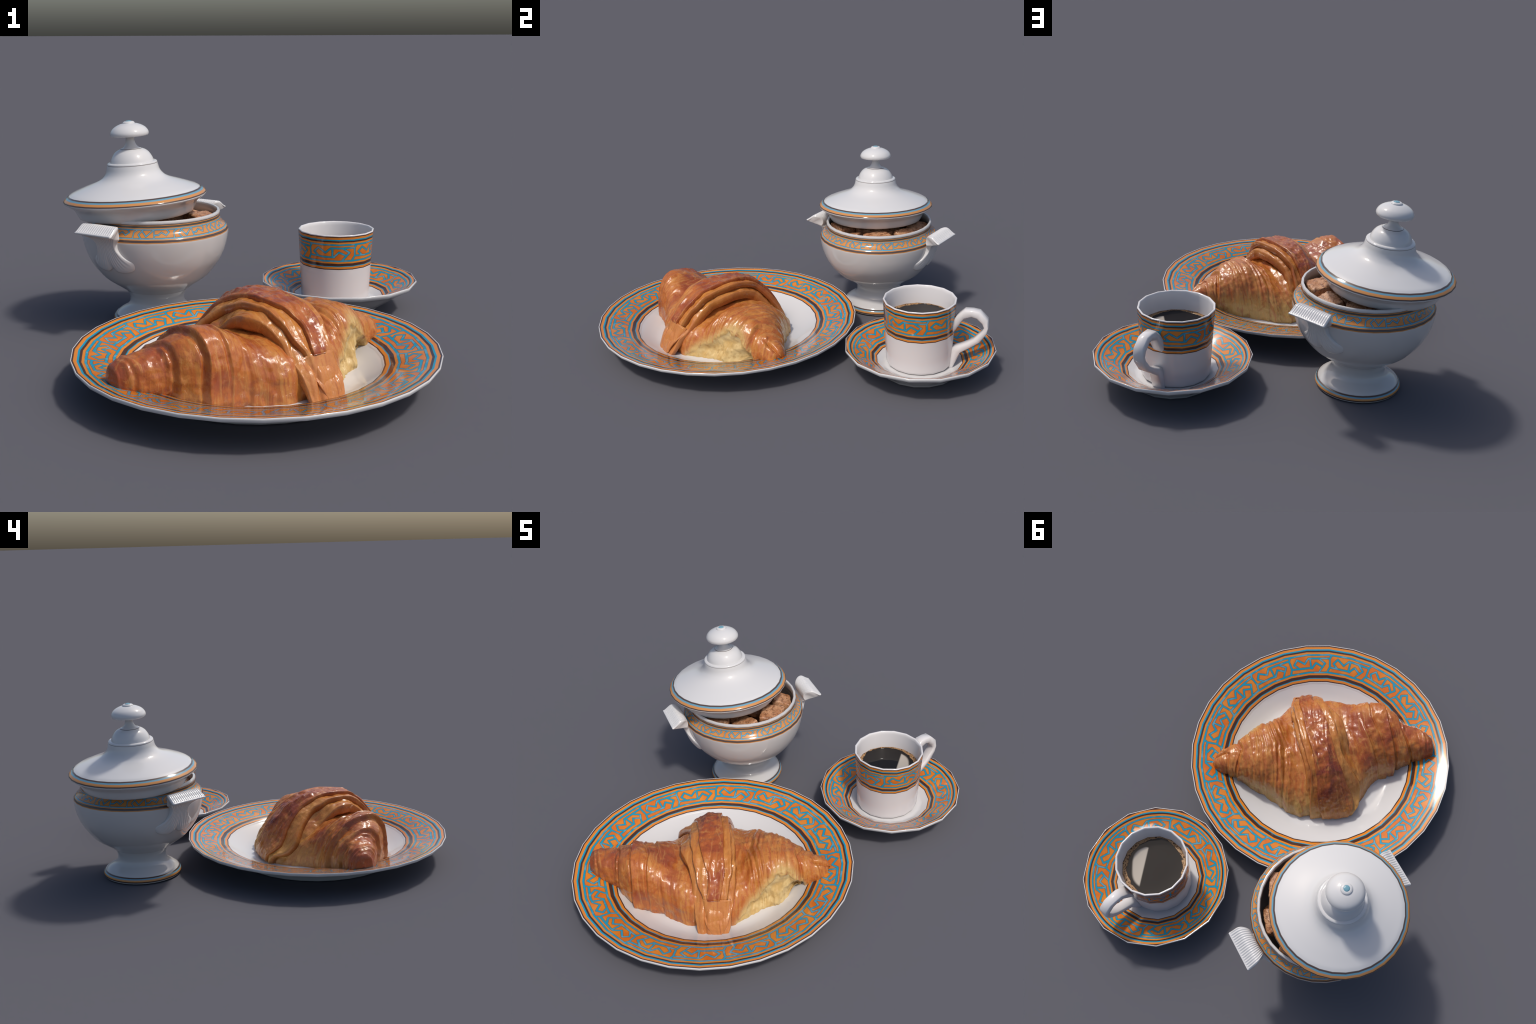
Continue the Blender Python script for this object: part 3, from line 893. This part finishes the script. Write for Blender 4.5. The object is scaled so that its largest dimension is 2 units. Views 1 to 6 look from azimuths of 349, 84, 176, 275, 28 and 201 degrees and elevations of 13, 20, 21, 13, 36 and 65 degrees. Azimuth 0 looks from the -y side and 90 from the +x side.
def split_surface(P, F, groups, parent):
    """cut one smooth surface into named parts that share border vertices and normals"""
    me = bpy.data.meshes.new('whole')
    me.from_pydata([tuple(p) for p in P], [], F)
    me.update()
    nrm = np.empty(len(P) * 3)
    me.vertices.foreach_get('normal', nrm)
    nrm = nrm.reshape(-1, 3)
    bpy.data.meshes.remove(me)
    for name, fids, mat in groups:
        used = np.unique(np.concatenate([np.array(F[i]) for i in fids]))
        remap = -np.ones(len(P), int)
        remap[used] = np.arange(len(used))
        ob = make_obj(name, P[used], [tuple(int(remap[k]) for k in F[i]) for i in fids], mat, parent=parent)
        ob.data.normals_split_custom_set_from_vertices([tuple(n) for n in nrm[used]])


def wrap_strip(name, mat, parent, edgeL, edgeR, v0, v1, inset, thick, lip, seed, blister, groove=None, fallL=0.0, fallR=0.0):
    """one folded band of dough lying over the middle of the roll, a closed shell with rolled edges"""
    # arc-length positions along the band section
    vs = np.linspace(WV[0], WV[-1], 1200)
    # the profile is parameterised by its own angle so that the steep ends are sampled well
    P = np.array(curve(list(zip(WV, WZ)), 24))
    seg = np.r_[0, np.cumsum(np.linalg.norm(np.diff(P, axis=0), axis=1))]
    keep = (P[:, 0] >= v0 - 1e-6) & (P[:, 0] <= v1 + 1e-6)
    sk = seg[keep]
    n_s = 210
    ss = np.linspace(sk[0], sk[-1], n_s)
    pv, pz = np.interp(ss, seg, P[:, 0]), np.interp(ss, seg, P[:, 1])
    tv, tz = np.gradient(pv), np.gradient(pz)
    # smooth normal
    for _ in range(6):
        tv[1:-1] = (tv[:-2] + 2 * tv[1:-1] + tv[2:]) / 4
        tz[1:-1] = (tz[:-2] + 2 * tz[1:-1] + tz[2:]) / 4
    l = np.hypot(tv, tz)
    nv, nz = -tz / l, tv / l
    uL = table(pv, *zip(*edgeL))
    uR = table(pv, *zip(*edgeR))
    uL = uL + .0035 * vnoise(np.stack([ss * 18, ss * 0, ss * 0 + seed], -1), seed)
    uR = uR + .0035 * vnoise(np.stack([ss * 18, ss * 0 + 5, ss * 0 + seed], -1), seed)
    n_a = 64
    a = np.linspace(0, 1, n_a)
    a = a * .55 + .45 * (0.5 - 0.5 * np.cos(PI * a))
    S, A = np.meshgrid(np.arange(n_s), a, indexing='ij')
    wid = (uR - uL)[S]
    Uo = uL[S] + wid * A
    de = np.minimum(A, 1 - A) * wid                      # distance from the nearer edge
    rear_w = step(pv, -.1, .1)
    lowv = np.maximum(.12 + .88 * step(pz, .03, .20), .9 * rear_w)
    low = lowv[S]
    er = .0035
    drop = thick * (1 - np.sqrt(np.clip(1 - (1 - np.clip(de / er, 0, 1))**2, 0, 1)))
    roll = lip * .5 * np.exp(-((de - .012) / .008)**2)
    off = -inset * low - drop * (.35 + .65 * low) + roll * low
    Qn = np.stack([Uo * 1.0, pv[S], pz[S]], -1)
    off = off - low * (fallL * (.45 + .55 * rear_w[S]) * np.clip(1 - A / .42, 0, 1) ** 1.4 + fallR * np.clip(1 - (1 - A) / .35, 0, 1) ** 1.4)
    off = off + (fbm(Qn * 15, 2, seed + 1) * .0036 + fbm(Qn * 36, 2, seed + 2) * blister) * step(de, 0, .02)
    off = off + fbm(Qn * 31, 2, seed + 7) * .0018 * step(de, 0, .012)
    off = off + fbm(np.stack([Uo * 55 + fbm(Qn * 8, 1, seed) * .8, pv[S] * 4, pz[S] * 4], -1), 2, seed + 4) * .0024
    if groove:
        off = off + groove(Uo, pv[S], pz[S])
    endf = np.minimum(np.arange(n_s), np.arange(n_s)[::-1])[S]
    off = off - (.8 * thick if v0 < -.35 else .009) * (1 - np.sqrt(np.clip(1 - (1 - np.clip(endf / 7, 0, 1))**2, 0, 1)))
    Vo, Zo = pv[S] + nv[S] * off, pz[S] + nz[S] * off

    def slump(u_, v_, z_):      # the wrap sags toward the left at the back
        return .62 * np.maximum(0, -u_ - .015) * step(v_, -.12, .10) * step(z_, .06, .24)
    Zo = Zo - slump(Uo, pv[S], pz[S])
    # inner face
    b = np.linspace(1, 0, 10)[1:-1]
    S2, B = np.meshgrid(np.arange(n_s), b, indexing='ij')
    Ui = uL[S2] + (uR - uL)[S2] * (.02 + .96 * B)
    li = lowv[S2]
    offi = -(inset + max(fallL, fallR)) * li - thick * (.4 + .6 * li) - .004
    Vi, Zi = pv[S2] + nv[S2] * offi, pz[S2] + nz[S2] * offi
    Zi = Zi - slump(Ui, pv[S2], pz[S2])
    na = n_a + len(b)
    Pt = np.stack([np.concatenate([Uo, Ui], 1), np.concatenate([Vo, Vi], 1), np.maximum(np.concatenate([Zo, Zi], 1), .018)], -1).reshape(-1, 3)
    F = []
    for i in range(n_s - 1):
        for j in range(na):
            k = (j + 1) % na
            F.append((i * na + j, i * na + k, (i + 1) * na + k, (i + 1) * na + j))
    F.append(tuple(range(na)))
    F.append(tuple((n_s - 1) * na + j for j in range(na - 1, -1, -1)))
    return make_obj(name, Pt, F, mat, parent=parent)


def build_croissant():
    root = thing('croissant', "glossy golden brown croissant with one torn side", "croissant", CR_O)
    root.rotation_euler = (0, 0, CR_A)
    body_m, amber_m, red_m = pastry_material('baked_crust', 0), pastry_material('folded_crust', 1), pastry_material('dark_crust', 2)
    P, F, torn = croissant_body()
    Fa = [np.array(f) for f in F]
    cen = np.array([P[f][:, 0].mean() for f in Fa])
    tn = np.array([f[0] < len(torn) and torn[f].all() if f.max() < len(torn) else False for f in Fa])
    ids = np.arange(len(F))
    split_surface(P, F, [('horn', ids[(~tn) & (cen < .02)], body_m), ('horn', ids[(~tn) & (cen >= .02)], body_m), ('torn_crumb', ids[tn], crumb_material())], root)

    def seam(Uo, v, z):     # folds of the tongue below the notch
        f = 1 - step(v, -.36, -.30)
        return .016 * step(-v, .338, .372) * step(z, .06, .15) + f * (.006 * np.exp(-((Uo - .05) / .05)**2) - .010 * np.exp(-((Uo - .018) / .007)**2))
    wrap_strip('dough_wrap', amber_m, root,
               [(-.42, .010), (-.41, -.006), (-.402, -.022), (-.395, -.028), (-.385, -.031), (-.36, -.036), (-.31, -.050), (-.24, -.066), (-.18, -.088), (-.11, -.120), (-.06, -.124), (.08, -.150), (.17, -.187), (.22, -.212), (.27, -.205), (.33, -.15), (.36, -.13)],
               [(-.42, .085), (-.41, .098), (-.402, .118), (-.395, .130), (-.385, .136), (-.37, .141), (-.33, .152), (-.24, .156), (-.12, .144), (-.03, .138), (.10, .118), (.23, .105), (.335, .135), (.36, .14)],
               -.41, .356, .032, .040, .002, 101, .0012, seam, .042, .030)
    wrap_strip('dough_wrap', amber_m, root,
               [(-.345, .004), (-.336, .004), (-.30, -.016), (-.24, -.036), (-.12, -.062), (0, -.083), (.08, -.098), (.165, -.145), (.244, -.186), (.30, -.172), (.34, -.145), (.355, -.12)],
               [(-.345, .116), (-.334, .122), (-.287, .133), (-.215, .139), (-.085, .128), (0, .116), (.1, .100), (.2, .086), (.3, .094), (.34, .10), (.355, .10)],
               -.342, .353, .0165, .030, .0025, 202, .0014)
    wrap_strip('dough_wrap', red_m, root,
               [(-.345, .026), (-.30, .031), (-.266, .029), (-.22, .010), (-.12, -.020), (.05, -.049), (.1, -.058), (.215, -.103), (.286, -.134), (.335, -.128), (.355, -.10)],
               [(-.345, .088), (-.33, .093), (-.256, .109), (-.19, .103), (-.12, .098), (0, .084), (.1, .066), (.2, .056), (.3, .055), (.335, .045), (.355, .03)],
               -.340, .351, .0, .024, .003, 303, .0030)
    # rounded flap at the front end of the tongue
    wrap_strip('dough_wrap', amber_m, root,
               [(-.42, .068), (-.405, .064), (-.400, .049), (-.395, .035), (-.385, .016), (-.37, .003), (-.35, -.003), (-.33, -.006)],
               [(-.42, .074), (-.405, .078), (-.400, .092), (-.395, .104), (-.385, .122), (-.37, .132), (-.35, .136), (-.33, .138)],
               -.4045, -.334, -.003, .012, .0015, 404, .0010, lambda Uo, v, z: -.048 * step(v, -.394, -.345))


build_plate()
build_saucer()
build_cup()
build_bowl()
build_lid()
build_sugar()
build_croissant()
